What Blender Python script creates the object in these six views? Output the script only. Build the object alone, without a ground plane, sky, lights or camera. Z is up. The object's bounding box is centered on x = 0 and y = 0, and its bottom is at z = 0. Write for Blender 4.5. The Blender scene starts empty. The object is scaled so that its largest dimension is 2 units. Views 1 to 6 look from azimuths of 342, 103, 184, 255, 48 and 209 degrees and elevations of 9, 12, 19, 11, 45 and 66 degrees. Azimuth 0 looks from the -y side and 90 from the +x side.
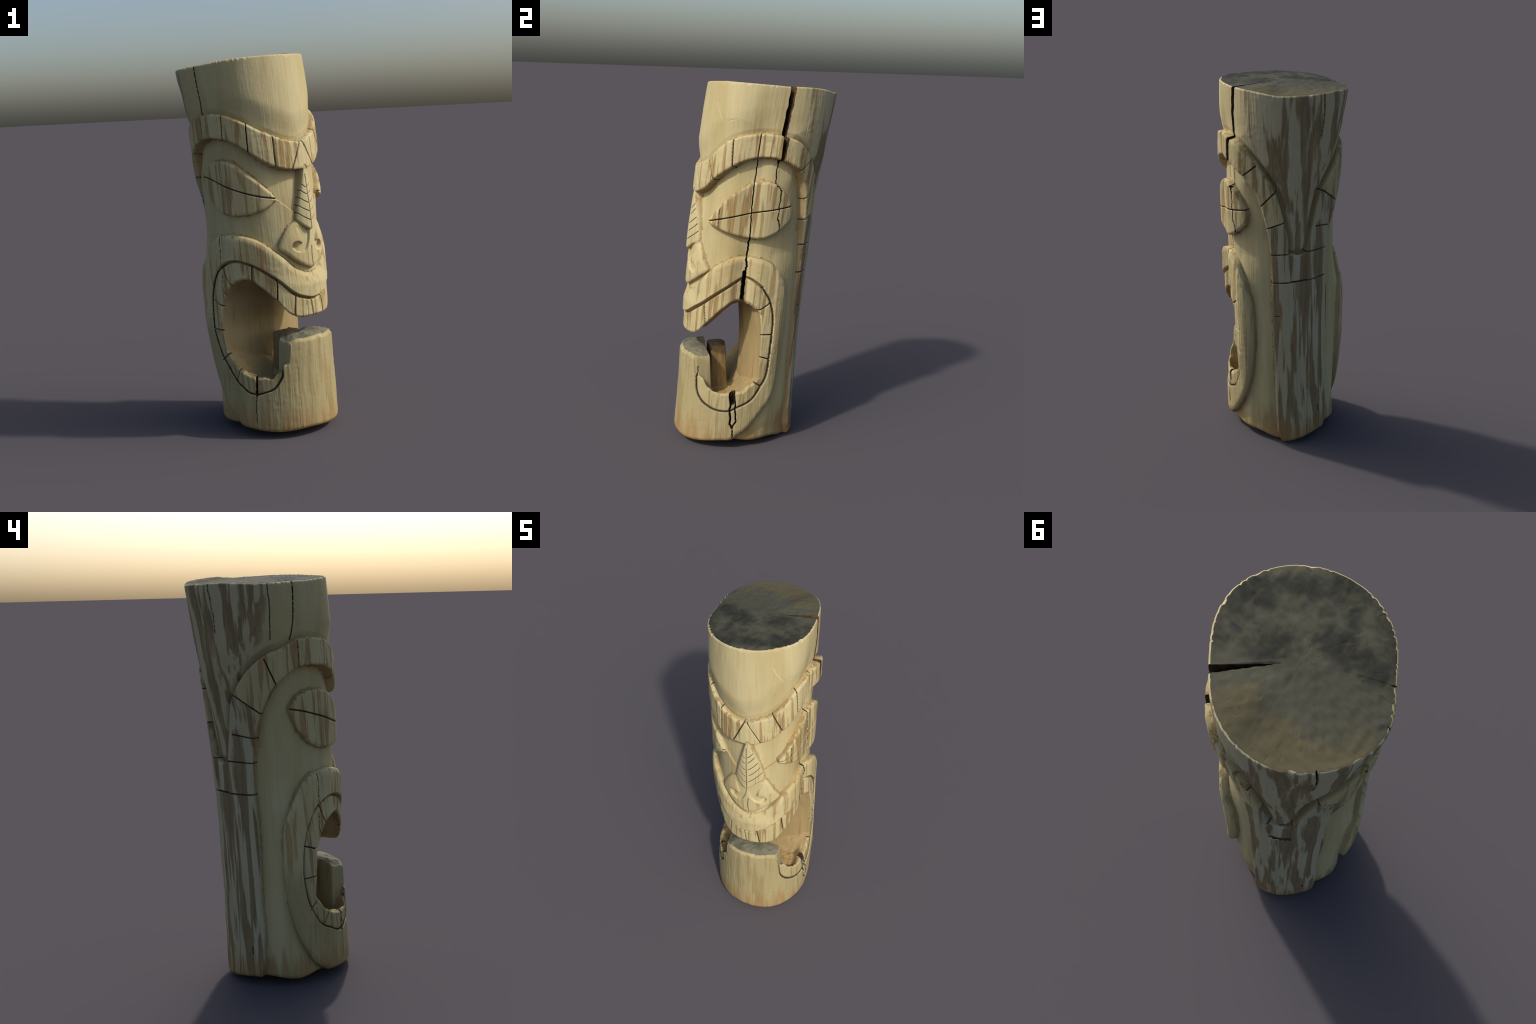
"""Carved wooden tiki totem: one leaning log, its skin described as a radial relief
(angle around the log, height) built up from carved layers, with the mouth cut
through it sideways, then separated into its carved parts."""
import bpy, math
import numpy as np

RNG = np.random.default_rng(11)
M_DEG = 0.0057            # metres of log surface per degree
SEAM = -155.0             # the relief grid is sewn together at the back
NA, NZ = 1220, 1060       # columns round the log, rows up the log

# ------------------------------------------------------------------ the log
def axis(z):
    t = z - 1.0
    return .017 - .0348*t - .0173*t*t, -.0325 + .0746*t + .0276*t*t

def wrap(a):
    return (a + 180.0) % 360.0 - 180.0

def bell(a, mid, width):
    return np.exp(-(wrap(a - mid)/width)**2)

def smooth(x):
    x = np.clip(x, 0.0, 1.0)
    return x*x*(3.0 - 2.0*x)

def log_radius(a, z):
    """Outer radius of the uncarved log (a = degrees, 0 towards -y, 90 towards +x)."""
    t = z - 1.0
    p = np.radians(a) - math.pi/2
    r = .3283 + .0169*t + .0032*t*t - .0133*t**3
    r = r + (-.0008 - .003*t)*np.cos(2*p) + (-.0198 + .0015*t)*np.sin(2*p)
    r = r - bell(a, -132, 24)*(.006 + np.interp(z, [0, .15, .9, 1.15, 1.25, 1.65], [.030, .018, .018, .028, .030, 0]))
    r = r - .010*bell(a, 171, 14)*smooth((z - .5)/.4)*(1 - smooth((z - 1.35)/.3))
    # flats and bulges of this particular trunk
    r = r - .029*bell(a, -74, 20)*np.interp(z, [0, .29, .38, .55, .75, .92, 1.06, 1.3, 1.5, 1.7, 1.95], [1.1, 1.1, .75, 0, 0, .3, .5, .9, 1, 1, .3])
    r = r - .021*bell(a, 102, 14)*np.interp(z, [0, .3, .6, .8, 1.0, 1.7, 1.95], [.2, .4, .3, .7, 1, 1, 0])
    r = r + .014*bell(a, 67, 12)*np.interp(z, [1.0, 1.25, 1.65, 1.8], [0, 1, 1, 0])
    r = r + .009*bell(a, 143, 11)*np.interp(z, [1.35, 1.5, 1.7, 1.8], [0, 1, 1, 0])
    r = r - .013*bell(a, 102, 12)*np.interp(z, [.7, .85, 1.05, 1.15], [0, 1, 1, 0])
    r = r - .009*bell(a, -104, 14)*np.interp(z, [1.3, 1.6, 1.8, 1.9], [0, 1, 1, 0])
    r = r + .024*bell(a, -104, 12)*np.interp(z, [.2, .6, .9, 1.05], [0, 1, 1, 0])
    r = r - .008*bell(a, -113, 13)*np.interp(z, [1.35, 1.5, 1.8, 1.93], [0, 1, 1, 0])
    r = r + .019*bell(a, 143, 12)*np.interp(z, [.05, .3, .95, 1.1], [0, 1, 1, 0])
    r = r + .010*bell(a, 18, 45)*(1 - smooth(z/.4))
    r = r + .015*bell(a, -145, 55)*smooth((z - 1.65)/.3)
    return r

def top_height(a):
    return np.interp(wrap(a), [-180, -160, -132, -108, -75, -53, -22, 9, 35, 60, 90, 121, 139, 155, 168, 180],
                     [1.955, 1.953, 1.956, 1.948, 1.958, 1.963, 1.978, 1.988, 1.995, 2.0, 1.992, 1.982, 1.981, 1.977, 1.968, 1.955])

def base_height(a):
    return .040 - .030*bell(a, 178, 22) + .012*bell(a, 100, 22) + .006*np.sin(np.radians(a*5))

# ------------------------------------------------------------------ noise helpers
def value_noise(u, v, nu, nv, seed):
    """Smooth value noise, periodic in u (0..1)."""
    g = np.random.default_rng(seed).random((nv + 2, nu))
    x = (u % 1.0)*nu
    y = np.clip(v, 0, 1)*nv
    i = np.floor(x).astype(int); j = np.floor(y).astype(int)
    fx = x - i; fy = y - j
    fx = fx*fx*(3 - 2*fx); fy = fy*fy*(3 - 2*fy)
    i0 = i % nu; i1 = (i + 1) % nu
    j = np.minimum(j, nv); j1 = np.minimum(j + 1, nv + 1)
    return (g[j, i0]*(1-fx) + g[j, i1]*fx)*(1-fy) + (g[j1, i0]*(1-fx) + g[j1, i1]*fx)*fy - .5

# ------------------------------------------------------------------ the grid
dens_a = np.linspace(0, 1, 4001)*360 + SEAM
w = 1.0 + 1.0*np.exp(-((dens_a - 30)/26)**4)          # finer columns across the nose
cum = np.concatenate([[0], np.cumsum((w[1:] + w[:-1])/2)])
cum /= cum[-1]
ANG = np.interp(np.arange(NA)/NA, cum, dens_a)          # column angles
VV = np.linspace(0, 1, NZ)
A = np.broadcast_to(ANG[None, :], (NZ, NA))
ZB = base_height(ANG); ZT = top_height(ANG)
Z = ZB[None, :] + (ZT - ZB)[None, :]*VV[:, None]
S = A*M_DEG
COLS = ANG*M_DEG
ZLO = Z.min(1); ZHI = Z.max(1)

def window(s0, s1, z0, z1):
    c0, c1 = np.searchsorted(COLS, [s0, s1])
    r0 = np.searchsorted(ZHI, z0); r1 = np.searchsorted(ZLO, z1)
    return slice(r0, max(r1, r0)), slice(c0, max(c1, c0))

def spline(points, closed=True, steps=5):
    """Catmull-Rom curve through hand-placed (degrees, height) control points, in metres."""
    p = np.array(points, float)*np.array([M_DEG, 1.0])
    n = len(p); out = []
    for i in range(n if closed else n - 1):
        if closed:
            a, b, c, d = p[i-1], p[i], p[(i+1) % n], p[(i+2) % n]
        else:
            a, b, c, d = p[max(i-1, 0)], p[i], p[i+1], p[min(i+2, n-1)]
        for k in range(steps):
            t = k/steps
            out.append(.5*((2*b) + (c-a)*t + (2*a-5*b+4*c-d)*t*t + (3*b-a-3*c+d)*t**3))
    if not closed:
        out.append(p[-1])
    return np.array(out)

def line_distance(curve, reach, closed=False):
    """Distance from the grid to a polyline; only worked out within reach of it."""
    D = np.full(Z.shape, reach)
    ends = list(zip(curve, np.roll(curve, -1, 0))) if closed else list(zip(curve[:-1], curve[1:]))
    for (x0, y0), (x1, y1) in ends:
        wr, wc = window(min(x0, x1)-reach, max(x0, x1)+reach, min(y0, y1)-reach, max(y0, y1)+reach)
        s = S[wr, wc]; z = Z[wr, wc]
        if not s.size:
            continue
        dx, dy = x1-x0, y1-y0
        t = np.clip(((s-x0)*dx + (z-y0)*dy)/(dx*dx + dy*dy + 1e-12), 0, 1)
        D[wr, wc] = np.minimum(D[wr, wc], np.hypot(s-x0-t*dx, z-y0-t*dy))
    return D

def area(curve, reach):
    """Signed distance to a closed outline, positive inside."""
    D = line_distance(curve, reach, True)
    inside = np.zeros(Z.shape, bool)
    for (x0, y0), (x1, y1) in zip(curve, np.roll(curve, -1, 0)):
        if y0 == y1:
            continue
        wr, _ = window(0, 0, min(y0, y1), max(y0, y1))
        wr = slice(wr.start, wr.stop)
        z = Z[wr]
        if not z.size:
            continue
        hit = ((y0 > z) != (y1 > z)) & (S[wr] < x0 + (x1-x0)*(z-y0)/(y1-y0))
        inside[wr] ^= hit
    return np.where(inside, D, -D)

# ------------------------------------------------------------------ carved outlines (degrees, height)
CROWN_EDGE_LEFT = [(-152, 1.136), (-146, 1.270), (-141, 1.400), (-135, 1.470), (-124, 1.555), (-109, 1.628), (-93, 1.665),
                   (-78, 1.695), (-62, 1.708), (-50, 1.703), (-41, 1.697), (-30, 1.676), (-20, 1.649), (-10, 1.617), (2, 1.585), (15, 1.556)]
CROWN_EDGE_RIGHT = [(29, 1.547), (39, 1.567), (49, 1.587), (55, 1.606), (63, 1.650), (70, 1.687), (77, 1.711), (88, 1.730), (99, 1.738),
                    (113, 1.739), (125, 1.727), (136, 1.713), (146, 1.684), (157, 1.633), (162, 1.605), (170, 1.545), (178, 1.475),
                    (183, 1.395), (187, 1.311), (191, 1.199), (192, 1.136)]
crown_edge = ([(-260, 2.4), (-260, 1.70)] + [(a-360, z) for a, z in CROWN_EDGE_RIGHT[11:]] + CROWN_EDGE_LEFT + CROWN_EDGE_RIGHT
              + [(a+360, z) for a, z in CROWN_EDGE_LEFT[:8]] + [(300, 1.70), (300, 2.4)])
FACE_EDGE_LEFT = [(-129, -.3), (-128, .10), (-127, .30), (-128, .447), (-127, .642), (-126, .833), (-127, .979), (-125.5, 1.134), (-122, 1.249),
                  (-114, 1.368), (-107, 1.443), (-100, 1.494), (-91, 1.531), (-79, 1.568), (-62, 1.579), (-53, 1.575), (-43, 1.569),
                  (-35, 1.551), (-21, 1.503), (-9, 1.454), (2, 1.421), (14, 1.404)]
FACE_EDGE_RIGHT = [(29, 1.402), (41, 1.411), (54, 1.442), (63, 1.488), (78, 1.557), (89, 1.594), (102, 1.613), (116, 1.614), (123, 1.605),
                   (134, 1.584), (146, 1.546), (152, 1.515), (158, 1.472), (164, 1.393), (170, 1.270), (174, 1.127), (175, .970),
                   (175, .780), (176, .470), (177, .076), (178, -.3)]
LIP_EDGE_RIGHT = [(30, .862), (45, .882), (55, .935), (65, .990), (70, 1.018), (80, 1.056), (91, 1.078), (103, 1.084), (112, 1.081),
                  (121, 1.072), (131, 1.051), (139, 1.012), (147, .940), (152, .865), (155, .780), (155.5, .690), (154, .550),
                  (151, .420), (145, .305), (140, .256), (129, .177), (117, .111), (105, .068), (98, -.02), (95, -.3)]
LIP_EDGE_LEFT = [(-55, -.3), (-58, -.02), (-61, .041), (-77, .101), (-93, .231), (-100, .339), (-104, .450), (-106, .567), (-106, .682),
                 (-105, .788), (-100, .884), (-92, .962), (-84, 1.022), (-73, 1.060), (-62, 1.072), (-53, 1.077), (-38, 1.071),
                 (-24, 1.050), (-14, 1.017), (-6, .985), (3, .945), (14, .888)]
TEETH_EDGE_RIGHT = [(30, .728), (42, .745), (55, .788), (65, .825), (82, .899), (99, .966), (106, .972), (113, .958), (123, .921), (131, .861),
                    (136, .794), (138, .720), (138, .620), (137.5, .530), (136, .423), (131, .361), (123, .293), (114, .261), (107, .245),
                    (99, .224), (90, .224), (81, .237), (70, .274), (64, .325), (62.5, .390), (62, .450), (61, .60)]
TEETH_EDGE_LEFT = [(-3, .60), (-9, .450), (-9, .344), (-11, .315), (-18, .266), (-27, .245), (-37, .231), (-46, .238), (-55, .262), (-64, .285),
                   (-72, .325), (-80, .390), (-85, .450), (-88.5, .550), (-88.5, .630), (-86, .740), (-80, .830), (-72, .890), (-65, .915),
                   (-54, .938), (-43, .939), (-27, .912), (-8, .845), (8, .765), (20, .736)]
EYE_LEFT = [(0, 1.262), (-12, 1.330), (-20, 1.369), (-29, 1.404), (-38, 1.440), (-48, 1.458), (-60, 1.459), (-72, 1.448), (-81, 1.425),
            (-88, 1.385), (-86, 1.335), (-80, 1.275), (-71, 1.225), (-60, 1.192), (-48, 1.180), (-37, 1.182), (-24, 1.190), (-12, 1.211), (-4, 1.242)]
EYE_RIGHT = [(61, 1.268), (67, 1.309), (74, 1.368), (82, 1.412), (92, 1.459), (101, 1.481), (110, 1.488), (119, 1.482), (129, 1.457), (139, 1.408),
             (146, 1.357), (148, 1.322), (145, 1.275), (138, 1.244), (130, 1.215), (118, 1.191), (105, 1.190), (93, 1.200), (81, 1.219), (71, 1.241)]
NOSE = [(31.5, 1.425), (29, 1.40), (27, 1.358), (23, 1.276), (17.8, 1.165), (18.3, 1.138), (24, 1.108), (31, 1.089), (39, 1.120), (46, 1.138),
        (47.3, 1.165), (44, 1.245), (38, 1.332), (34, 1.40)]
NOSE_WINGS = [(15, 1.132), (7, 1.098), (0, 1.038), (-2, 1.000), (4, .974), (15, .926), (30, .888), (44, .922), (55, .960), (63.5, .993),
              (61.5, 1.022), (57, 1.062), (50, 1.128), (40, 1.155), (31, 1.16), (22, 1.155)]
NOSTRIL_RIGHT = [(31.5, 1.100), (32.3, 1.030), (36.5, .990), (42, .972), (46.5, .974), (49, .991), (48, 1.010), (44, 1.024), (39.5, 1.026),
                 (41.5, 1.060), (45.5, 1.097), (50.5, 1.135), (45, 1.160), (35, 1.150)]
NOSTRIL_LEFT = [(29.2, 1.100), (28.6, 1.035), (24.5, .985), (18.5, .976), (13, .987), (10.5, 1.010), (12.5, 1.030), (17, 1.033), (21, 1.021),
                (20.5, 1.050), (17.5, 1.098), (14, 1.140), (22, 1.160)]

d_crown = area(spline(crown_edge), .17)
d_face = area(spline(FACE_EDGE_LEFT + FACE_EDGE_RIGHT), .08)
d_lip = area(spline(LIP_EDGE_RIGHT + LIP_EDGE_LEFT), .08)
d_teeth = area(spline(TEETH_EDGE_RIGHT + TEETH_EDGE_LEFT), .05)
d_eye = np.maximum(area(spline(EYE_LEFT), .12), area(spline(EYE_RIGHT), .12)) + .004
d_nose = area(spline(NOSE, steps=3), .06)
d_wing = area(spline(NOSE_WINGS), .05)
d_nostril = np.maximum(area(spline(NOSTRIL_LEFT), .03), area(spline(NOSTRIL_RIGHT), .03))
d_band = np.minimum(-d_face, -d_crown)

# ------------------------------------------------------------------ the mouth, cut through sideways
FWD = np.array([math.sin(math.radians(30)), -math.cos(math.radians(30))])     # the way the nose points
LAT = np.array([math.sin(math.radians(120)), -math.cos(math.radians(120))])   # towards the right-hand cheek
CEILING = np.array([(-.05, .66), (0, .70), (.02, .752), (.05, .797), (.09, .828), (.13, .842), (.16, .844), (.20, .828), (.25, .785),
                    (.30, .725), (.34, .675), (.37, .640), (.39, .628), (.42, .620), (.70, .600)])
CEILING_HEART = np.array([(0, .70), (.09, .785), (.14, .768), (.21, .700), (.25, .664), (.28, .643), (.36, .630), (.40, .632), (.70, .600)])
FLOOR = np.array([(-.05, .48), (0, .450), (.03, .415), (.07, .372), (.12, .340), (.18, .327), (.24, .325), (.28, .335), (.305, .358),
                  (.325, .395), (.345, .412), (.70, .43)])

def wall_front(l):
    return np.interp(l, [-.32, -.24, -.15, -.05, .02, .10, .20, .26, .32], [-.005, .010, .038, .068, .086, .082, .058, .040, .030])

def ceiling(f, l):
    side = np.interp(f, CEILING[:, 0], CEILING[:, 1])
    heart = np.interp(f, CEILING_HEART[:, 0], CEILING_HEART[:, 1])
    return heart + (side - heart)*np.clip(np.abs(l)/.19, 0, 1)**2

def stump_heights(f, l):
    """Chin block and the tongue stump behind it, standing up from the mouth floor."""
    chin = (smooth((f - .262 - .015*np.sin(l*17) + .12*l*l)/.012) * smooth((l + .180 - .05*(.36-f))/.014) * smooth((.172 - l)/.014))
    chin_top = .542 - .5*l**2 - 1.6*np.clip(f - .30, 0, 1)**2 - .018*np.clip((np.abs(l) - .11)/.05, 0, 1)**2
    tongue = (smooth((f - .143 - .12*(l + .03) - .010*np.sin(l*55 + 1) - .006*np.sin(l*130))/.016) * smooth((.250 - f)/.010) * smooth((l + .098)/.02) * smooth((.066 - l)/.02))
    tongue_top = .535 - 1.2*(l + .03)**2 - 3*(f - .2)**2
    return chin, chin_top, tongue, tongue_top

def rough(x, y, seed, n=60):
    return value_noise(x, y, n, n, seed)

def floor(f, l):
    base = np.interp(f, FLOOR[:, 0], FLOOR[:, 1])
    base = base - .040*smooth((.255 - np.abs(l))/.05)*smooth((f - .07)/.06)*smooth((.29 - f)/.03)
    base = base + .014*rough(f*1.0 + .3, l + .5, 5, 26) + .007*rough(f + .3, l + .5, 6, 70)
    c, ct, g, gt = stump_heights(f, l)
    bumps = .010*rough(f + .3, l + .5, 7, 20) + .005*rough(f + .3, l + .5, 8, 60)
    base = base + (np.maximum(gt + bumps, base) - base)*g
    return base + (np.maximum(ct + bumps, base) - base)*c

def in_mouth(x, y, z):
    """Rough distance into the mouth cavity (positive = inside it)."""
    f = x*FWD[0] + y*FWD[1]; l = x*LAT[0] + y*LAT[1]
    d = np.minimum(ceiling(f, l) - z, z - floor(f, l))
    return np.minimum(d, f - wall_front(l))

# ------------------------------------------------------------------ relief
def raised(h, d, top, wall=.0065, edge=.012, drop=.006):
    """Lift an area to the height 'top', with steep sides and a softened rim."""
    t = smooth((d + wall*.5)/wall)
    rim = drop*(1 - np.clip((d - wall*.3)/edge, 0, 1))**2
    return h + (top - rim - h)*t

U = (A - SEAM)/360.0
VG = np.broadcast_to(VV[:, None], Z.shape)
big = .006*value_noise(U, VG, 14, 12, 1) + .004*value_noise(U, VG, 30, 22, 2)
face_depth = .043 - .013*bell(A, 30, 17)*smooth((1.36 - Z)/.15) - .006*bell(A, 115, 25)*smooth((Z - 1.35)/.1)
# the cheeks stand a little proud of the eye sockets, along a crease from eye to nose
crease = np.interp(A, [-110, -88, -60, 0, 17, 30, 47, 61, 105, 148, 170], [1.40, 1.385, 1.32, 1.262, 1.19, 1.17, 1.20, 1.262, 1.32, 1.36, 1.38])
crease_soft = np.interp(A, [-40, 0, 17, 47, 61, 100], [.16, .008, .008, .008, .008, .16])
cheek = smooth((crease - Z)/crease_soft + .5)
face_depth = face_depth + .006 - .009*cheek - .006*smooth((.5 - Z)/.5)
face_depth = face_depth - (.022*bell(A, 166, 15) + .012*bell(A, -116, 12))*(1 - smooth((Z - 1.0)/.25))*smooth((Z - .08)/.2)
# hollow right under the brow
face_depth = face_depth + .006*smooth(1 - np.abs(d_face)/.05)*(Z > 1.2)
h_face = -face_depth + .5*big
edge_fall = 1 - smooth(d_crown/.15)
side_hollow = .031*bell(A, 118, 34) + .026*bell(A, -66, 32)
crown_depth = np.maximum(side_hollow, .024*edge_fall) + .35*np.minimum(side_hollow, .024*edge_fall)
crown_depth = crown_depth + .006*(1 - smooth(d_crown/.03))
# trench along the hood arms at the back
crown_depth = crown_depth + .014*(1 - smooth((d_crown - .004)/.030))*smooth((np.cos(np.radians(A + 160)) - .35)/.3)
h_crown = -crown_depth + .3*big
H = np.where(d_crown > -.03, h_crown, h_face)

band_top = .3*big - .004*bell(A, -30, 30)
middle = (bell(A, -159.5, 8.2) > math.exp(-1)) & (Z > .977) & (Z < 1.14)      # sunk block where the hood arms meet
H = raised(H, d_band, band_top)
H = H - .012*smooth((8.6 - np.abs(wrap(A + 159.5)))/1.2)*smooth((Z - .974)/.006)*smooth((1.145 - Z)/.006)

lip_top = .35*big - .020*bell(A, 30, 26)*(1 - smooth((.872 - Z)/.075))*(Z > .5)
h_lip = raised(H, d_lip, lip_top, edge=.030, drop=.010)
H = np.where(d_lip > -.006, h_lip, H)
upper_row = smooth((Z - .60)/.05)*(1 - smooth((np.abs(A - 24) - 78)/14))
tooth_top = -.007 - .002*upper_row + .3*big
H = raised(H, d_teeth, np.minimum(tooth_top, H), wall=.005, edge=.014, drop=.007)

eye_mid = np.where(A < 30, -45, 105)
eye_top = -.004 - .000004*(A - eye_mid)**2 - .006*bell(A, -60, 50) + .3*big
H = np.where(d_eye > -.008, raised(H, d_eye, eye_top, edge=.016, drop=.007), H)

wing_top = -.004 - .00001*(A - 30.5)**2 - .014*smooth((Z - 1.03)/.12)*smooth(np.abs(A - 30.5)/12) + .2*big
H = np.where(d_wing > -.008, raised(H, d_wing, wing_top, edge=.018, drop=.006), H)
hollow = -.017 - .020*np.exp(-((A - 46.5)/2.6)**2 - ((Z - .993)/.016)**2) - .020*np.exp(-((A - 13.2)/2.6)**2 - ((Z - 1.009)/.016)**2)
H = H + (np.minimum(hollow, H) - H)*smooth((d_nostril + .004)/.008)
nose_top = .010 - .00007*(A - 30.5)**2 - .010*smooth((Z - 1.15)/.25) - .012*smooth(np.abs(A - 30.5)/14)
H = np.where(d_nose > -.008, raised(H, d_nose, nose_top, edge=.010, drop=.004), H)

region = np.zeros(Z.shape, int)
FACE, CROWN, BAND, EYE, NOSE_P, WING, LIP, TOOTH, CHIN, LINE, CRACK, LEDGE, TOPCUT, BASE, MOUTH, CHINTOP, TONGUE, SCRATCH = range(18)
region[d_crown > 0] = CROWN
region[d_band > 0] = BAND
region[d_lip > 0] = LIP
region[(region == LIP) & ((Z < .20) | ((Z < .61) & (A > -9) & (A < 62)))] = CHIN
region[d_teeth > 0] = TOOTH
region[d_eye > 0] = EYE
region[d_wing > 0] = WING
region[(d_wing > 0) & (d_nostril > .002)] = FACE
region[d_nose > 0] = NOSE_P
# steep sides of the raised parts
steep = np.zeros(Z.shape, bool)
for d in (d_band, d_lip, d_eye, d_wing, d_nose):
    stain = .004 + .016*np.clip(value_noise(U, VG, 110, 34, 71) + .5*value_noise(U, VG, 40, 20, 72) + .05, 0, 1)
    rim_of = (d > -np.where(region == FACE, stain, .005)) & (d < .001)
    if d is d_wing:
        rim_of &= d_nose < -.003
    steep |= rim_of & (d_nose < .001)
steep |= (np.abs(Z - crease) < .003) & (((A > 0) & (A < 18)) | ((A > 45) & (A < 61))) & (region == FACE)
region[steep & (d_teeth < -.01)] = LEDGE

# ---- cut lines between the blocks
def cut(points, width=.0042, depth=.012, kind=LINE, wobble=0.0, closed=False, steps=4, taper=0.0, dark=.75):
    global H
    pts = list(points)
    if wobble:
        fine = []
        for (a0, z0), (a1, z1) in zip(pts[:-1], pts[1:]):
            for k in range(4):
                fine.append((a0 + (a1-a0)*k/4 + RNG.normal(0, wobble), z0 + (z1-z0)*k/4))
        pts = fine + [pts[-1]]
    D = line_distance(spline(pts, closed, steps), width*2.2, closed)
    wd = width
    H = H - depth*np.clip(1 - D/wd, 0, 1)**.6
    region[D < max(wd*(dark*.62 if depth < .018 else .85), .0010)] = kind

for p in [[(54.5, 1.602), (63.5, 1.487)], [(77, 1.711), (79.5, 1.557)], [(101, 1.738), (101, 1.613)], [(160.5, 1.603), (147, 1.545)],
          [(178.5, 1.470), (164.5, 1.388)], [(187, 1.310), (170, 1.270)], [(-138, 1.462), (-114, 1.368)], [(-142, 1.266), (-121, 1.249)],
          [(-107, 1.616), (-99, 1.494)], [(-74, 1.694), (-75, 1.568)], [(-43, 1.697), (-45, 1.571)],
          [(-20, 1.648), (-21, 1.503)], [(2.5, 1.584), (2, 1.421)], [(28.5, 1.546), (17, 1.402)], [(31.5, 1.546), (44.5, 1.414)],
          [(173.5, 1.128), (192, 1.136)]]:
    cut(p)
cut([(-152, 1.136), (-139, 1.133), (-125, 1.131)])
cut([(-155, .977), (-140, .976), (-126.5, .979)])
cut([(174.5, .971), (190, .975), (205.5, .977)])
# eyelid lines
cut([(-88, 1.382), (-70, 1.362), (-52, 1.334), (-34, 1.303), (-16, 1.277), (0, 1.262)], .0045)
cut([(61, 1.269), (80, 1.294), (102, 1.323), (128, 1.344), (147, 1.358)], .0045)
# open slot between the upper lip and the upper teeth
slot = spline(TEETH_EDGE_LEFT[17:] + TEETH_EDGE_RIGHT[:9], False)
D = line_distance(slot, .02)
H = H - .018*smooth(1 - D/.011)
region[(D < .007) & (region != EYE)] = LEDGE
# line between lip and teeth
teeth_line = spline(TEETH_EDGE_RIGHT[:-2], False)
cut([(a, z) for a, z in TEETH_EDGE_RIGHT[8:-1]], .0045, dark=.6)
cut([(a, z) for a, z in TEETH_EDGE_LEFT[1:19]], .0045, dark=.6)
for p in [[(-31, .915), (-33, .80)], [(-7, .840), (-9, .70)], [(9.5, .757), (7, .64)], [(25.5, .729), (28, .61)], [(39, .740), (42, .63)],
          [(65, .824), (68, .68)], [(-66, .905), (-62, .850), (-56, .80)], [(133, .835), (124, .800), (112, .785)], [(138, .655), (110, .657)],
          [(137.5, .515), (125, .533), (112, .530)], [(131, .361), (112, .425)], [(-86.5, .722), (-70, .690)], [(-88.5, .557), (-70, .562)],
          [(-82, .390), (-70, .440)], [(-63, .292), (-54, .385)]]:
    cut(p, .0045, .014)
# nose leaf veins
cut([(30.3, 1.375), (30.3, 1.255), (30.6, 1.093)], .0028, .006, dark=.7)
for (a0, z0), (a1, z1) in [((26, 1.324), (29.3, 1.309)), ((24, 1.294), (29.3, 1.273)), ((22, 1.258), (29.4, 1.229)), ((20, 1.219), (29.6, 1.184)),
                           ((18, 1.183), (29.8, 1.138)), ((36.5, 1.340), (31.4, 1.313)), ((38, 1.313), (32, 1.278)), ((40.8, 1.270), (32, 1.231)),
                           ((43.2, 1.235), (33, 1.190)), ((45.2, 1.196), (32, 1.143))]:
    cut([(a0, z0), ((a0+a1)/2, (z0+z1)/2 - .003), (a1, z1)], .0022, .004, dark=.75)
cut([(31, 1.0), (30.5, .95), (31, .892)], .0035, .006, dark=.3)

# pale scratches on the forehead
cut([(54, 1.891), (57, 1.852), (63, 1.797)], .003, .0015, SCRATCH, dark=.7)
cut([(69, 1.796), (73, 1.804), (77, 1.809)], .003, .0012, SCRATCH, dark=.6)

# ---- drying cracks
crack_width = np.interp(Z, [1.58, 1.61, 1.72, 1.98], [.004, .011, .0145, .0165])
crack_mid = np.interp(Z, [1.58, 1.61, 1.72, 1.80, 1.98], [124.5, 126, 125.7, 126.3, 127]) + 1.2*value_noise(U*0 + .3, VG, 3, 60, 21)
off = np.abs(A - crack_mid)*M_DEG
crack_depth = np.interp(Z, [1.58, 1.62, 1.75, 1.95, 1.99], [.02, .07, .10, .16, .22])
open_ = np.clip(1 - (off/crack_width)**2, 0, 1)*(Z > 1.585)
H = H - crack_depth*open_**.55
region[(off < crack_width*1.06) & (Z > 1.585)] = CRACK
cut([(124, 1.59), (124, 1.54), (125, 1.472), (128, 1.455), (129.5, 1.44), (130, 1.374), (130.5, 1.293), (133, 1.265), (133, 1.214)], .0030, .022, CRACK, .5)
cut([(101, 1.60), (101, 1.54), (101, 1.476), (102, 1.389), (102.3, 1.322), (103, 1.247), (104, 1.193)], .0030, .020, CRACK, .25)
cut([(103.5, 1.19), (103, 1.132), (102.5, 1.08), (104, 1.036), (102, .997)], .0050, .03, CRACK, .5)
cut([(102.3, 1.0), (102, .955), (102.2, .90), (102.5, .83)], .0135, .07, CRACK, .25)
cut([(98.5, .38), (99, .293), (100, .212), (100.5, .153), (103, .128)], .0055, .04, CRACK, .3)
cut([(103, .37), (103.5, .33), (105, .248), (106, .167), (103.5, .138)], .0042, .03, CRACK, .2)
cut([(101, .36), (101.5, .31), (102.3, .27)], .011, .035, CRACK, .2)
cut([(103, .115), (103.5, .07)], .005, .012, CRACK, .4)
cut([(-37, .229), (-36.5, .28), (-36, .36)], .0075, .035, CRACK)
cut([(-37, .224), (-38, .162), (-38, .085)], .0030, .008, CRACK, .3, dark=.5)
cut([(-73, 1.975), (-73, 1.908), (-74, 1.824), (-75, 1.767), (-79, 1.70)], .0038, .020, CRACK, .15)
cut([(-98, 1.95), (-98, 1.856), (-99, 1.772), (-100, 1.705)], .0025, .008, CRACK, .15, dark=.4)
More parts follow.
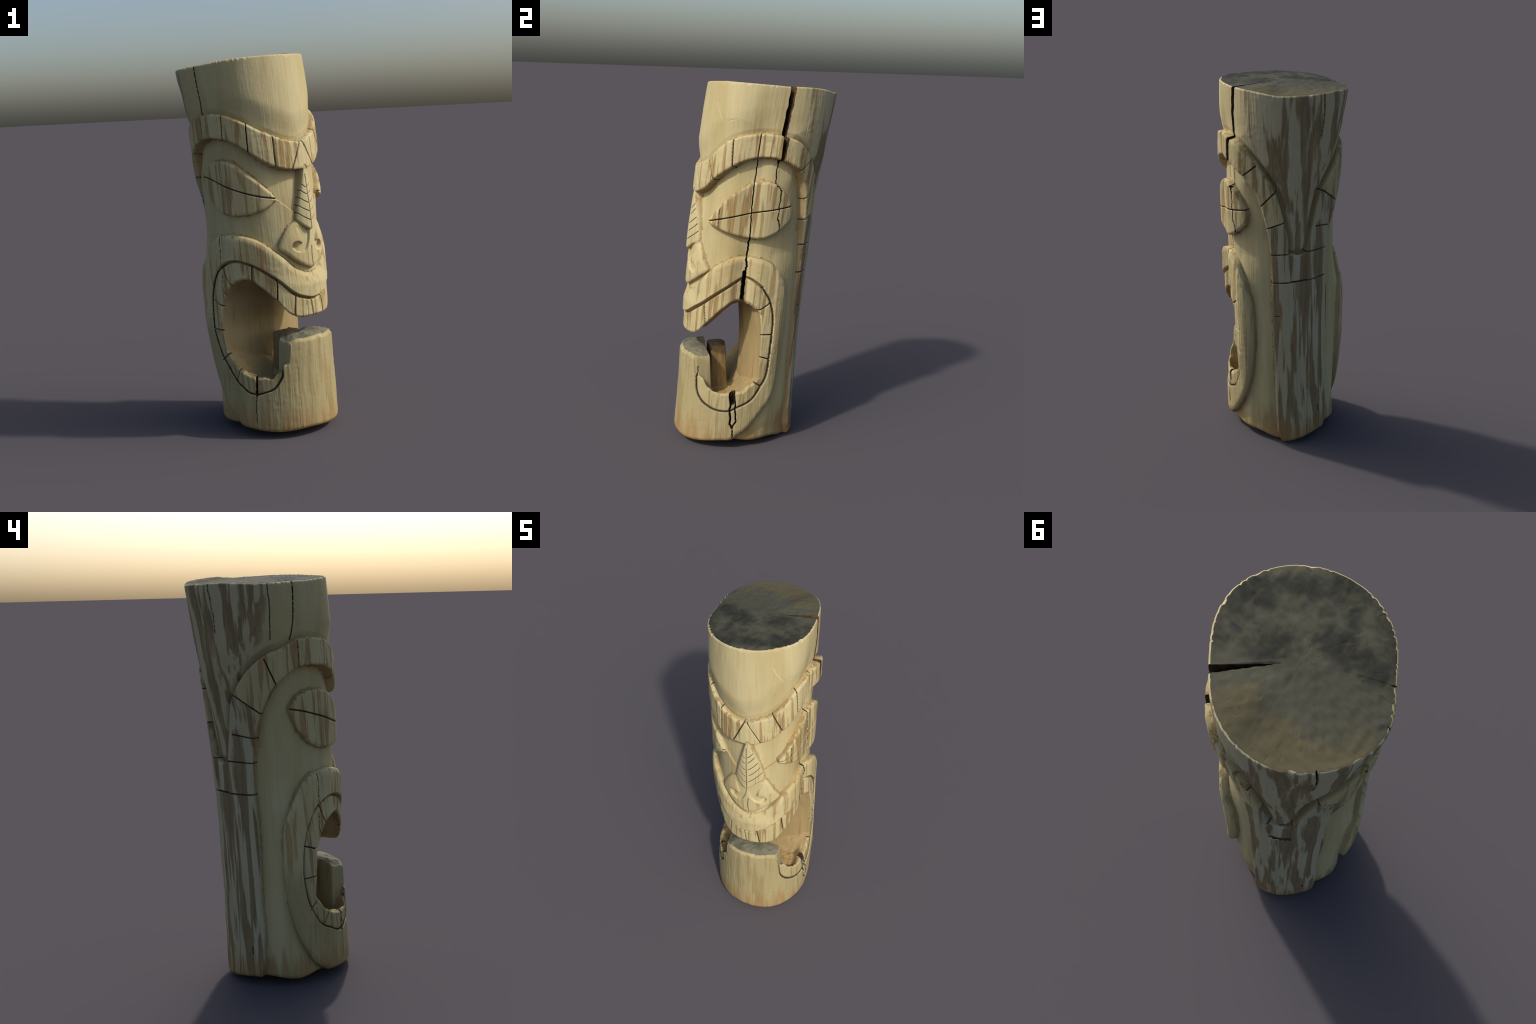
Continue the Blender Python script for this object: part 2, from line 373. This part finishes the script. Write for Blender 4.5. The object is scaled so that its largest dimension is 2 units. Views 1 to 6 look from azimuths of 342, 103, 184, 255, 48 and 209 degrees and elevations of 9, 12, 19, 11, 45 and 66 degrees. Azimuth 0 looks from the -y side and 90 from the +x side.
cut([(-143, 1.953), (-142, 1.889), (-142, 1.805), (-143, 1.737)], .0035, .014, CRACK, .2, dark=.6)
cut([(-66, 1.063), (-66, 1.0), (-67, .92)], .0028, .009, CRACK, .2)
cut([(-67, .87), (-68, .806), (-66, .757)], .0028, .009, CRACK, .2)
cut([(73, 1.346), (73, 1.305), (73, 1.244)], .0022, .004, CRACK, .1, dark=.4)
cut([(-139, .20), (-139, .165)], .006, .006, CRACK)
cut([(178.5, .78), (182, .78)], .004, .005, CRACK)

# ---- weathering: fine ridges along the grain, chipped rims
grain = .0012*value_noise(U, VG, 330, 26, 31) + .0016*value_noise(U, VG, 140, 9, 32) + .0012*value_noise(U, VG, 90, 120, 33)
weathered = np.isin(region, [BAND, TOOTH, CHIN, LIP]) | ((region == CROWN) & (np.cos(np.radians(A + 158)) > .6))
H = H + grain*np.where(weathered, 1.0, .45)
H = H + np.where(region == LEDGE, .006*value_noise(U, VG, 220, 170, 34), 0)
R0 = log_radius(A, Z)
cx, cy = axis(Z)
sa, ca = np.sin(np.radians(A)), -np.cos(np.radians(A))
# soften the rim of the mouth, the top rim and the foot
x0, y0 = cx + (R0 + H)*sa, cy + (R0 + H)*ca
near = (Z > .25) & (Z < .95) & (A > -110) & (A < 150)
lip_d = np.where(near, in_mouth(x0, y0, Z), -.1)
H = H - .012*np.clip(1 + lip_d/.016, 0, 1)**2
H = H - .006*np.clip(1 - (ZT[None, :] - Z)/.008, 0, 1)**2 - .009*np.clip(1 - (Z - ZB[None, :])/.020, 0, 1)**2
chips = np.clip(value_noise(U, VG*0, 170, 1, 41) + .6*value_noise(U, VG*0, 60, 1, 42) + .5*value_noise(U, VG*0, 17, 1, 43) - .12, 0, 1)
H = H - .013*chips*np.clip(1 - (ZT[None, :] - Z)/.015, 0, 1)
R = np.maximum(R0 + H, .02)
X = cx + R*sa
Y = cy + R*ca

# ------------------------------------------------------------------ close the log: top and foot
def cap(ring_xyz, centre, rings, kind, relief, flip):
    """Concentric rings from the rim to the heart of the log."""
    n = len(ring_xyz); pts = []
    for k in range(1, rings):
        t = (1 - k/rings)
        p = centre + (ring_xyz - centre)*t
        p[:, 2] += relief(p[:, 0], p[:, 1])*min(1, k/4)
        pts.append(p)
    pts.append(centre[None, :] + np.array([[0, 0, float(relief(centre[:1], centre[1:2])[0])]]))
    return np.concatenate(pts)

ring_t = np.stack([X[-1], Y[-1], Z[-1]], 1)
ring_b = np.stack([X[0], Y[0], Z[0]], 1)

def saw_marks(x, y):
    d = x*.35 + y*.94
    return (.0016*np.sin(d*260 + 6*value_noise(x*.5 + .5, y + .5, 9, 9, 51)) * (.5 + value_noise(x + .5, y + .5, 7, 7, 52))
            + .014*np.exp(-((x - .03)**2 + (y - .26)**2)/.0064) + .006*value_noise(x + .5, y + .5, 9, 9, 53) + .004*value_noise(x + .5, y + .5, 45, 45, 54)
            - .003*np.clip(value_noise(x + .5, y + .5, 80, 80, 55) - .38, 0, 1)*6)

RT, RB = 60, 16
ctop = np.array([-.03, .062, 1.982])
cbot = np.array([.03, -.08, .045])
top_pts = cap(ring_t, ctop, RT, TOPCUT, saw_marks, False)
bot_pts = cap(ring_b, cbot, RB, BASE, lambda x, y: .01*value_noise(x + .5, y + .5, 20, 20, 56), True)
verts = np.concatenate([np.stack([X, Y, Z], 2).reshape(-1, 3), top_pts, bot_pts])

ii = np.arange(NA); jj = (ii + 1) % NA
r = np.arange(NZ - 1)[:, None]*NA
side = np.stack([r + ii, r + jj, r + NA + jj, r + NA + ii], 2).reshape(-1, 4)
corners = [region[:-1], region[1:], np.roll(region, -1, 1)[:-1], np.roll(region, -1, 1)[1:]]
side_region = region[:-1].copy()
for dark_kind in (LINE, CRACK):                       # a cut owns every face it touches
    for c in corners:
        side_region[c == dark_kind] = dark_kind
side_region = side_region.reshape(-1)

def cap_faces(first, start, rings, flip):
    q = []; prev = first
    for k in range(rings - 1):
        cur = start + k*NA + ii
        q.append(np.stack([prev, prev[jj], cur[jj], cur], 1)); prev = cur
    tip = start + (rings - 1)*NA
    t = np.stack([prev, prev[jj], np.full(NA, tip)], 1)
    q = np.concatenate(q)
    return (q[:, ::-1], t[:, ::-1]) if flip else (q, t)

nt0 = NZ*NA
tq, tt = cap_faces((NZ-1)*NA + ii, nt0, RT, False)
bq, bt = cap_faces(ii, nt0 + len(top_pts), RB, True)

def make_mesh(name, v, polys, codes):
    me = bpy.data.meshes.new(name)
    loops = np.concatenate([p.reshape(-1) for p in polys]).astype(np.int32)
    totals = np.concatenate([np.full(len(p), p.shape[1]) for p in polys]).astype(np.int32)
    starts = np.concatenate([[0], np.cumsum(totals)[:-1]]).astype(np.int32)
    me.vertices.add(len(v)); me.vertices.foreach_set("co", np.ascontiguousarray(v, np.float32).reshape(-1))
    me.loops.add(len(loops)); me.loops.foreach_set("vertex_index", loops)
    me.polygons.add(len(totals)); me.polygons.foreach_set("loop_start", starts)
    try:
        me.polygons.foreach_set("loop_total", totals)
    except Exception:
        pass
    if codes is not None:
        at = me.attributes.new("part_code", "INT", "FACE")
        at.data.foreach_set("value", np.ascontiguousarray(codes, np.int32))
    me.update(calc_edges=True)
    return me

codes = np.concatenate([side_region, np.full(len(tq), TOPCUT), np.full(len(bq), BASE), np.full(len(tt), TOPCUT), np.full(len(bt), BASE)])
log_mesh = make_mesh("log", verts, [side, tq, bq, tt, bt], codes)
log = bpy.data.objects.new("log", log_mesh)
bpy.context.scene.collection.objects.link(log)

# ------------------------------------------------------------------ mouth cutter: floor, ceiling and back wall over (forward, sideways)
nf, nl = 230, 270
ls = np.linspace(-.44, .44, nl)
fs = np.linspace(0, .62, nf)
L, Fs = np.meshgrid(ls, fs, indexing="ij")
wob = .004*value_noise(L + .5, Fs, 40, 40, 61)
Fg = wall_front(L) + Fs
zf = floor(Fg, L) + wob
zc = np.maximum(ceiling(Fg, L) + .006*rough(Fg + .3, L + .5, 62, 30) + .003*rough(Fg + .3, L + .5, 63, 90), zf + .004)
nw = 70
tw = np.linspace(1, 0, nw + 2)[1:-1]
Wz = zf[:, :1] + (zc[:, :1] - zf[:, :1])*tw[None, :]
Wf = wall_front(ls)[:, None] - .010*np.sin(np.pi*tw)[None, :] + .005*value_noise(ls[:, None] + .5, tw[None, :]*np.ones((nl, 1)), 30, 5, 64)
loop_f = np.concatenate([Fg, Fg[:, ::-1], Wf], 1)
loop_z = np.concatenate([zf, zc[:, ::-1], Wz], 1)
loop_l = np.broadcast_to(ls[:, None], loop_f.shape)
nn = loop_f.shape[1]
cv = np.stack([loop_f*FWD[0] + loop_l*LAT[0], loop_f*FWD[1] + loop_l*LAT[1], loop_z], 2).reshape(-1, 3)
k = np.arange(nn); k2 = (k + 1) % nn
rr = np.arange(nl - 1)[:, None]*nn
cq = np.stack([rr + k, rr + k2, rr + nn + k2, rr + nn + k], 2)
c_, ct_, g_, gt_ = stump_heights(Fg, L)
code = np.full((nl - 1, nn), MOUTH)
fl = code[:, :nf]
fl[(c_[:-1] > .04)] = CHIN
slope = np.hypot(np.gradient(zf, axis=0)/(ls[1] - ls[0]), np.gradient(zf, axis=1)/(fs[1] - fs[0]))
fl[(c_[:-1] > .5) & (slope[:-1] < 1.0)] = CHINTOP
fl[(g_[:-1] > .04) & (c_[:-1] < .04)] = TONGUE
code[:, :nf] = fl
cq = cq.reshape(-1, 4)[:, ::-1]
ends = [np.arange(nn)[None, :], ((nl-1)*nn + np.arange(nn))[None, ::-1]]
cut_mesh = make_mesh("mouth_cutter", cv, [cq, ends[0], ends[1]], np.concatenate([code.reshape(-1), [MOUTH, MOUTH]]))
import bmesh
def fix_normals(me):
    bm = bmesh.new(); bm.from_mesh(me)
    if bm.calc_volume(signed=True) < 0:
        bmesh.ops.reverse_faces(bm, faces=bm.faces)
        bm.to_mesh(me)
    bm.free()
fix_normals(cut_mesh); fix_normals(log_mesh)
cutter = bpy.data.objects.new("mouth_cutter", cut_mesh)
bpy.context.scene.collection.objects.link(cutter)
mod = log.modifiers.new("mouth", "BOOLEAN")
mod.operation = "DIFFERENCE"; mod.object = cutter
mod.solver = "MANIFOLD"
dg = bpy.context.evaluated_depsgraph_get()
carved = bpy.data.meshes.new_from_object(log.evaluated_get(dg))
bpy.data.objects.remove(log); bpy.data.objects.remove(cutter)
bpy.data.meshes.remove(log_mesh); bpy.data.meshes.remove(cut_mesh)

# ------------------------------------------------------------------ read the carved body back
nv, npoly, nloop = len(carved.vertices), len(carved.polygons), len(carved.loops)
V = np.empty(nv*3, np.float32); carved.vertices.foreach_get("co", V); V = V.reshape(-1, 3)
LV = np.empty(nloop, np.int32); carved.loops.foreach_get("vertex_index", LV)
LS = np.empty(npoly, np.int32); carved.polygons.foreach_get("loop_start", LS)
LT = np.diff(np.append(LS, nloop)).astype(np.int32)
CODE = np.zeros(npoly, np.int32); carved.attributes["part_code"].data.foreach_get("value", CODE)
carved.polygons.foreach_set("use_smooth", np.ones(npoly, bool))
NRM = np.empty(nv*3, np.float32); carved.vertex_normals.foreach_get("vector", NRM); NRM = NRM.reshape(-1, 3)
print("carved body:", nv, npoly, np.bincount(CODE, minlength=17))
bpy.data.meshes.remove(carved)
FI = np.repeat(np.arange(npoly), LT)

def pieces(code):
    """Connected groups of faces carrying one code."""
    faces = np.where(CODE == code)[0]
    keep = CODE[FI] == code
    lf, lv = FI[keep], LV[keep]
    lab = np.arange(nv)
    while True:
        m = np.full(npoly, nv); np.minimum.at(m, lf, lab[lv])
        new = lab.copy(); np.minimum.at(new, lv, m[lf])
        new = new[new]
        if (new == lab).all():
            break
        lab = new
    face_lab = np.full(npoly, -1); face_lab[lf] = lab[lv]
    ids, counts = np.unique(face_lab[faces], return_counts=True)
    return face_lab, ids[np.argsort(-counts)], np.sort(counts)[::-1]

# ------------------------------------------------------------------ materials
def nodes_of(name):
    m = bpy.data.materials.new(name); m.use_nodes = True
    nt = m.node_tree; nt.nodes.clear()
    out = nt.nodes.new("ShaderNodeOutputMaterial")
    b = nt.nodes.new("ShaderNodeBsdfPrincipled")
    nt.links.new(b.outputs[0], out.inputs[0])
    b.inputs["Roughness"].default_value = .82
    b.inputs["Specular IOR Level"].default_value = .22
    return m, nt, b

class Net:
    def __init__(self, nt):
        self.nt = nt
        self.raw = nt.nodes.new("ShaderNodeTexCoord").outputs["Object"]
        z = nt.nodes.new("ShaderNodeSeparateXYZ"); nt.links.new(self.raw, z.inputs[0])
        lean = nt.nodes.new("ShaderNodeVectorMath"); lean.operation = "MULTIPLY_ADD"     # grain runs along the leaning log
        nt.links.new(z.outputs["Z"], lean.inputs[0]); lean.inputs[1].default_value = (.035, -.078, 0)
        nt.links.new(self.raw, lean.inputs[2])
        self.tc = lean.outputs[0]
    def put(self, sock, val):
        if hasattr(val, "is_linked") or isinstance(val, bpy.types.NodeSocket):
            self.nt.links.new(val, sock)
        else:
            sock.default_value = val
    def noise(self, scale_xyz, scale=1.0, detail=3.0, rough=.55, offset=(0, 0, 0), distort=0.0):
        mp = self.nt.nodes.new("ShaderNodeMapping")
        mp.inputs["Scale"].default_value = scale_xyz
        mp.inputs["Location"].default_value = offset
        self.nt.links.new(self.tc, mp.inputs["Vector"])
        n = self.nt.nodes.new("ShaderNodeTexNoise")
        n.inputs["Scale"].default_value = scale
        n.inputs["Detail"].default_value = detail
        n.inputs["Roughness"].default_value = rough
        n.inputs["Distortion"].default_value = distort
        self.nt.links.new(mp.outputs[0], n.inputs["Vector"])
        return n.outputs["Fac"]
    def step(self, val, lo, hi):
        n = self.nt.nodes.new("ShaderNodeMapRange"); n.interpolation_type = "SMOOTHSTEP"
        self.put(n.inputs["Value"], val)
        n.inputs["From Min"].default_value = lo; n.inputs["From Max"].default_value = hi
        return n.outputs["Result"]
    def math(self, op, a, b=0.0):
        n = self.nt.nodes.new("ShaderNodeMath"); n.operation = op
        self.put(n.inputs[0], a); self.put(n.inputs[1], b)
        return n.outputs[0]
    def mix(self, fac, a, b):
        n = self.nt.nodes.new("ShaderNodeMix"); n.data_type = "RGBA"
        self.put(n.inputs["Factor"], fac)
        for s, val in ((n.inputs[6], a), (n.inputs[7], b)):
            if isinstance(val, tuple):
                s.default_value = (*val, 1.0)
            else:
                self.nt.links.new(val, s)
        return n.outputs[2]
    def axis(self, name):
        n = self.nt.nodes.new("ShaderNodeSeparateXYZ"); self.nt.links.new(self.raw, n.inputs[0])
        return n.outputs[name]
    def bump(self, h, bsdf, strength=.3, dist=.002):
        n = self.nt.nodes.new("ShaderNodeBump")
        n.inputs["Strength"].default_value = strength; n.inputs["Distance"].default_value = dist
        self.nt.links.new(h, n.inputs["Height"]); self.nt.links.new(n.outputs[0], bsdf.inputs["Normal"])

PALE, CREAM, HONEY, GREY = (.415, .350, .175), (.49, .422, .232), (.40, .285, .115), (.32, .300, .195)
BROWN, DARK = (.235, .155, .062), (.13, .082, .035)

def wood(name, streak=0.0, width=1.0, streak_colour=BROWN, honey=.35, grey=.3, back_only=False, foot=True, low_tint=0.0, base=PALE, light=CREAM, strong=.72):
    m, nt, b = nodes_of(name)
    n = Net(nt)
    grain = n.noise((1, 1, .035), 70, 4, .6)
    soft = n.noise((1, 1, .12), 7, 3, .5, (3, 1, 0))
    col = n.mix(n.step(soft, .35, .68), base, light)
    col = n.mix(n.math("MULTIPLY", n.step(grain, .45, .75), .35), col, HONEY)
    patch = n.noise((1, 1, .25), 5, 3, .6, (9, 4, 2))
    col = n.mix(n.math("MULTIPLY", n.step(patch, .50, .75), honey), col, HONEY)
    gp = n.noise((1, 1, .10), 9, 3, .6, (1, 7, 5))
    col = n.mix(n.math("MULTIPLY", n.step(gp, .56, .72), grey), col, GREY)
    if streak:
        s1 = n.noise((1, 1, .055), 34/width, 3, .5, (5, 5, 1), .1)
        s2 = n.noise((1, 1, .05), 85/width, 2, .5, (2, 8, 4))
        where = n.noise((1, 1, .4), 6, 2, .5, (4, 2, 8))
        lim = n.math("ADD", s1, n.math("MULTIPLY", n.math("SUBTRACT", where, .5), .22))
        lim = n.math("ADD", lim, n.math("MULTIPLY", n.math("SUBTRACT", s2, .5), .22))
        mask = n.step(lim, .595 - .12*streak, .68 - .12*streak)
        if back_only:
            col = n.mix(n.math('MULTIPLY', n.step(n.math('ADD', n.math('MULTIPLY', n.axis('X'), -.375), n.math('MULTIPLY', n.axis('Y'), .927)), .16, .30), .6), col, (.385, .350, .235))
            d = n.math("ADD", n.math("MULTIPLY", n.axis("X"), -.375), n.math("MULTIPLY", n.axis("Y"), .927))
            mask = n.math("MULTIPLY", mask, n.step(d, .20, .27))
        tone = n.mix(n.step(s2, .4, .65), streak_colour, tuple(c*1.5 for c in streak_colour))
        col = n.mix(n.math("MULTIPLY", mask, strong), col, tone)
    if low_tint:                                            # dark olive-brown tint below a ragged height
        gz = n.math("SUBTRACT", n.math("ADD", .42, n.math("MULTIPLY", n.noise((1, 1, .2), 8, 4, .6, (2, 9, 6)), .34)), n.axis("Z"))
        col = n.mix(n.math("MULTIPLY", n.step(gz, -.12, .12), low_tint), col, (.255, .215, .105))
    if foot:
        zz = n.axis("Z")
        mud = n.math("SUBTRACT", n.math("ADD", n.math("MULTIPLY", n.noise((1, 1, .10), 24, 4, .6, (7, 7, 7)), .55), -.17), zz)
        col = n.mix(n.math("MULTIPLY", n.step(mud, -.10, .10), .72), col, (.28, .155, .050))
    speck = n.noise((1, 1, .4), 60, 2, .5, (6, 1, 9))
    col = n.mix(n.math("MULTIPLY", n.step(speck, .74, .80), .6), col, DARK)
    nt.links.new(col, b.inputs["Base Color"])
    n.bump(n.noise((1, 1, .05), 190, 3, .6), b, .35, .0015)
    return m

MAT = {
    "face": wood("carved_pale_wood", streak=.0, honey=.35, grey=.30),
    "crown": wood("crown_wood", streak=1.0, width=1.3, back_only=True, honey=.30, grey=.30, streak_colour=(.150, .105, .050), strong=.85),
    "block": wood("weathered_block_wood", streak=.75, width=.75, honey=.2, grey=.45, low_tint=.35, strong=.85, streak_colour=(.21, .138, .055)),
    "band": wood("greyish_back_wood", streak=1.30, width=1.1, honey=.25, grey=.5, streak_colour=(.130, .085, .036), base=(.37, .330, .205), light=(.43, .395, .265), strong=.8),
    "lip": wood("lip_and_chin_wood", streak=.50, strong=.72, width=.9, honey=.35, grey=.6, low_tint=.55),
    "nose": wood("nose_wood", streak=.2, width=.7, honey=.25, grey=.1),
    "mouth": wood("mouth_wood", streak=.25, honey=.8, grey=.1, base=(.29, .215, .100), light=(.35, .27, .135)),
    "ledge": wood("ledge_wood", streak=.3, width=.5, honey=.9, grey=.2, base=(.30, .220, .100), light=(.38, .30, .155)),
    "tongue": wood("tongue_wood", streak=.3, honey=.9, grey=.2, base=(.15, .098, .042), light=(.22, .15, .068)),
}

def plain(name, a, b_, scale=60):
    m, nt, b = nodes_of(name); n = Net(nt)
    col = n.mix(n.step(n.noise((1, 1, .3), scale, 3), .35, .7), a, b_)
    nt.links.new(col, b.inputs["Base Color"]); b.inputs["Roughness"].default_value = .95
    return m
MAT["line"] = plain("burnt_line", (.040, .035, .024), (.080, .064, .040))
MAT["crack"] = plain("crack_wood", (.020, .013, .008), (.085, .050, .022), 40)

MAT["scratch"] = plain("scratched_wood", (.56, .51, .38), (.62, .58, .46))

def cut_end(name, dark, pale, brown, mix_back):
    m, nt, b = nodes_of(name); n = Net(nt)
    cloud = n.noise((1, 1, 1), 7, 5, .6, (2, 3, 4))
    col = n.mix(n.step(cloud, .38, .68), dark, pale)
    saw = n.noise((.35*60, 6, 1), 1.6, 3, .6)
    col = n.mix(n.math("MULTIPLY", n.step(saw, .5, .75), .35), col, brown)
    if mix_back:
        d = n.math("ADD", n.math("MULTIPLY", n.axis("X"), -.25), n.math("MULTIPLY", n.axis("Y"), .97))
        edge = n.math("ADD", d, n.math("MULTIPLY", n.math("SUBTRACT", n.noise((1, 1, 1), 6, 3, .6, (5, 5, 5)), .5), .35))
        col = n.mix(n.math("MULTIPLY", n.step(edge, .02, .16), .75), col, pale)
        col = n.mix(n.math("MULTIPLY", n.step(edge, .22, .30), .6), col, brown)
        spots = n.noise((1, 1, 1), 9, 2, .4, (8, 1, 3))
        col = n.mix(n.math("MULTIPLY", n.step(spots, .68, .73), .8), col, (.035, .036, .034))
    nt.links.new(col, b.inputs["Base Color"]); b.inputs["Roughness"].default_value = .9
    n.bump(n.noise((1, 1, 1), 120, 4, .6), b, .4, .002)
    return m
MAT["top"] = cut_end("sawn_top_wood", (.024, .025, .019), (.074, .073, .050), (.105, .086, .040), True)
MAT["chintop"] = cut_end("sawn_chin_wood", (.105, .100, .066), (.19, .180, .122), (.18, .142, .07), False)

# ------------------------------------------------------------------ the parts
root = bpy.data.objects.new("wooden_tiki_totem", None)
root["label"] = "pale weathered wooden tiki totem carved from a log"
root["category"] = "wood carving"
bpy.context.scene.collection.objects.link(root)

def part(name, face_mask, mat):
    keep = face_mask[FI]
    lv = LV[keep]
    used, inv = np.unique(lv, return_inverse=True)
    tot = LT[face_mask]
    me = bpy.data.meshes.new(name)
    me.vertices.add(len(used)); me.vertices.foreach_set("co", np.ascontiguousarray(V[used]).reshape(-1))
    me.loops.add(len(inv)); me.loops.foreach_set("vertex_index", inv.astype(np.int32))
    me.polygons.add(len(tot))
    me.polygons.foreach_set("loop_start", np.concatenate([[0], np.cumsum(tot)[:-1]]).astype(np.int32))
    me.update(calc_edges=True)
    me.polygons.foreach_set("use_smooth", np.ones(len(tot), bool))
    me.normals_split_custom_set_from_vertices(NRM[used])
    me.materials.append(MAT[mat])
    ob = bpy.data.objects.new(name, me)
    bpy.context.scene.collection.objects.link(ob)
    ob.parent = root
    return ob

FX = np.add.reduceat(V[LV], LS, axis=0)/LT[:, None]          # face centres
for code, name, mat, least in [(BAND, "brow_block", "block", 1200), (TOOTH, "tooth", "block", 500), (EYE, "eye", "block", 400)]:
    lab, ids, counts = pieces(code)
    rest = np.zeros(npoly, bool)
    for i, c in zip(ids, counts):
        msk = (CODE == code) & (lab == i)
        if c < least:
            rest |= msk
            continue
        if code == BAND and FX[msk][:, 2].mean() < .8:
            part("back_band", msk, "band")
        elif code == BAND and FX[msk][:, 1].mean() > .12 and FX[msk][:, 2].mean() < 1.35:
            part("hood_block", msk, "band")
        else:
            part(name, msk, mat)
    if rest.any():
        CODE[rest] = LEDGE if code != TOOTH else LIP
for code, name, mat in [(FACE, "face", "face"), (CROWN, "crown", "crown"), (NOSE_P, "nose", "nose"), (WING, "nostril", "nose"), (LIP, "lip", "lip"),
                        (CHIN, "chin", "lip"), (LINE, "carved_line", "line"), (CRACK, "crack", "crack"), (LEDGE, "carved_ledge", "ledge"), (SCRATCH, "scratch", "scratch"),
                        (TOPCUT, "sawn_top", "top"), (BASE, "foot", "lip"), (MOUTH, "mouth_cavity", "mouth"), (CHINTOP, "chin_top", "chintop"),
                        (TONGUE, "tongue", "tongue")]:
    if (CODE == code).any():
        ob = part(name, CODE == code, mat)
        if name in ("carved_line", "crack", "carved_ledge", "scratch"):
            ob["kind"] = "stuff"
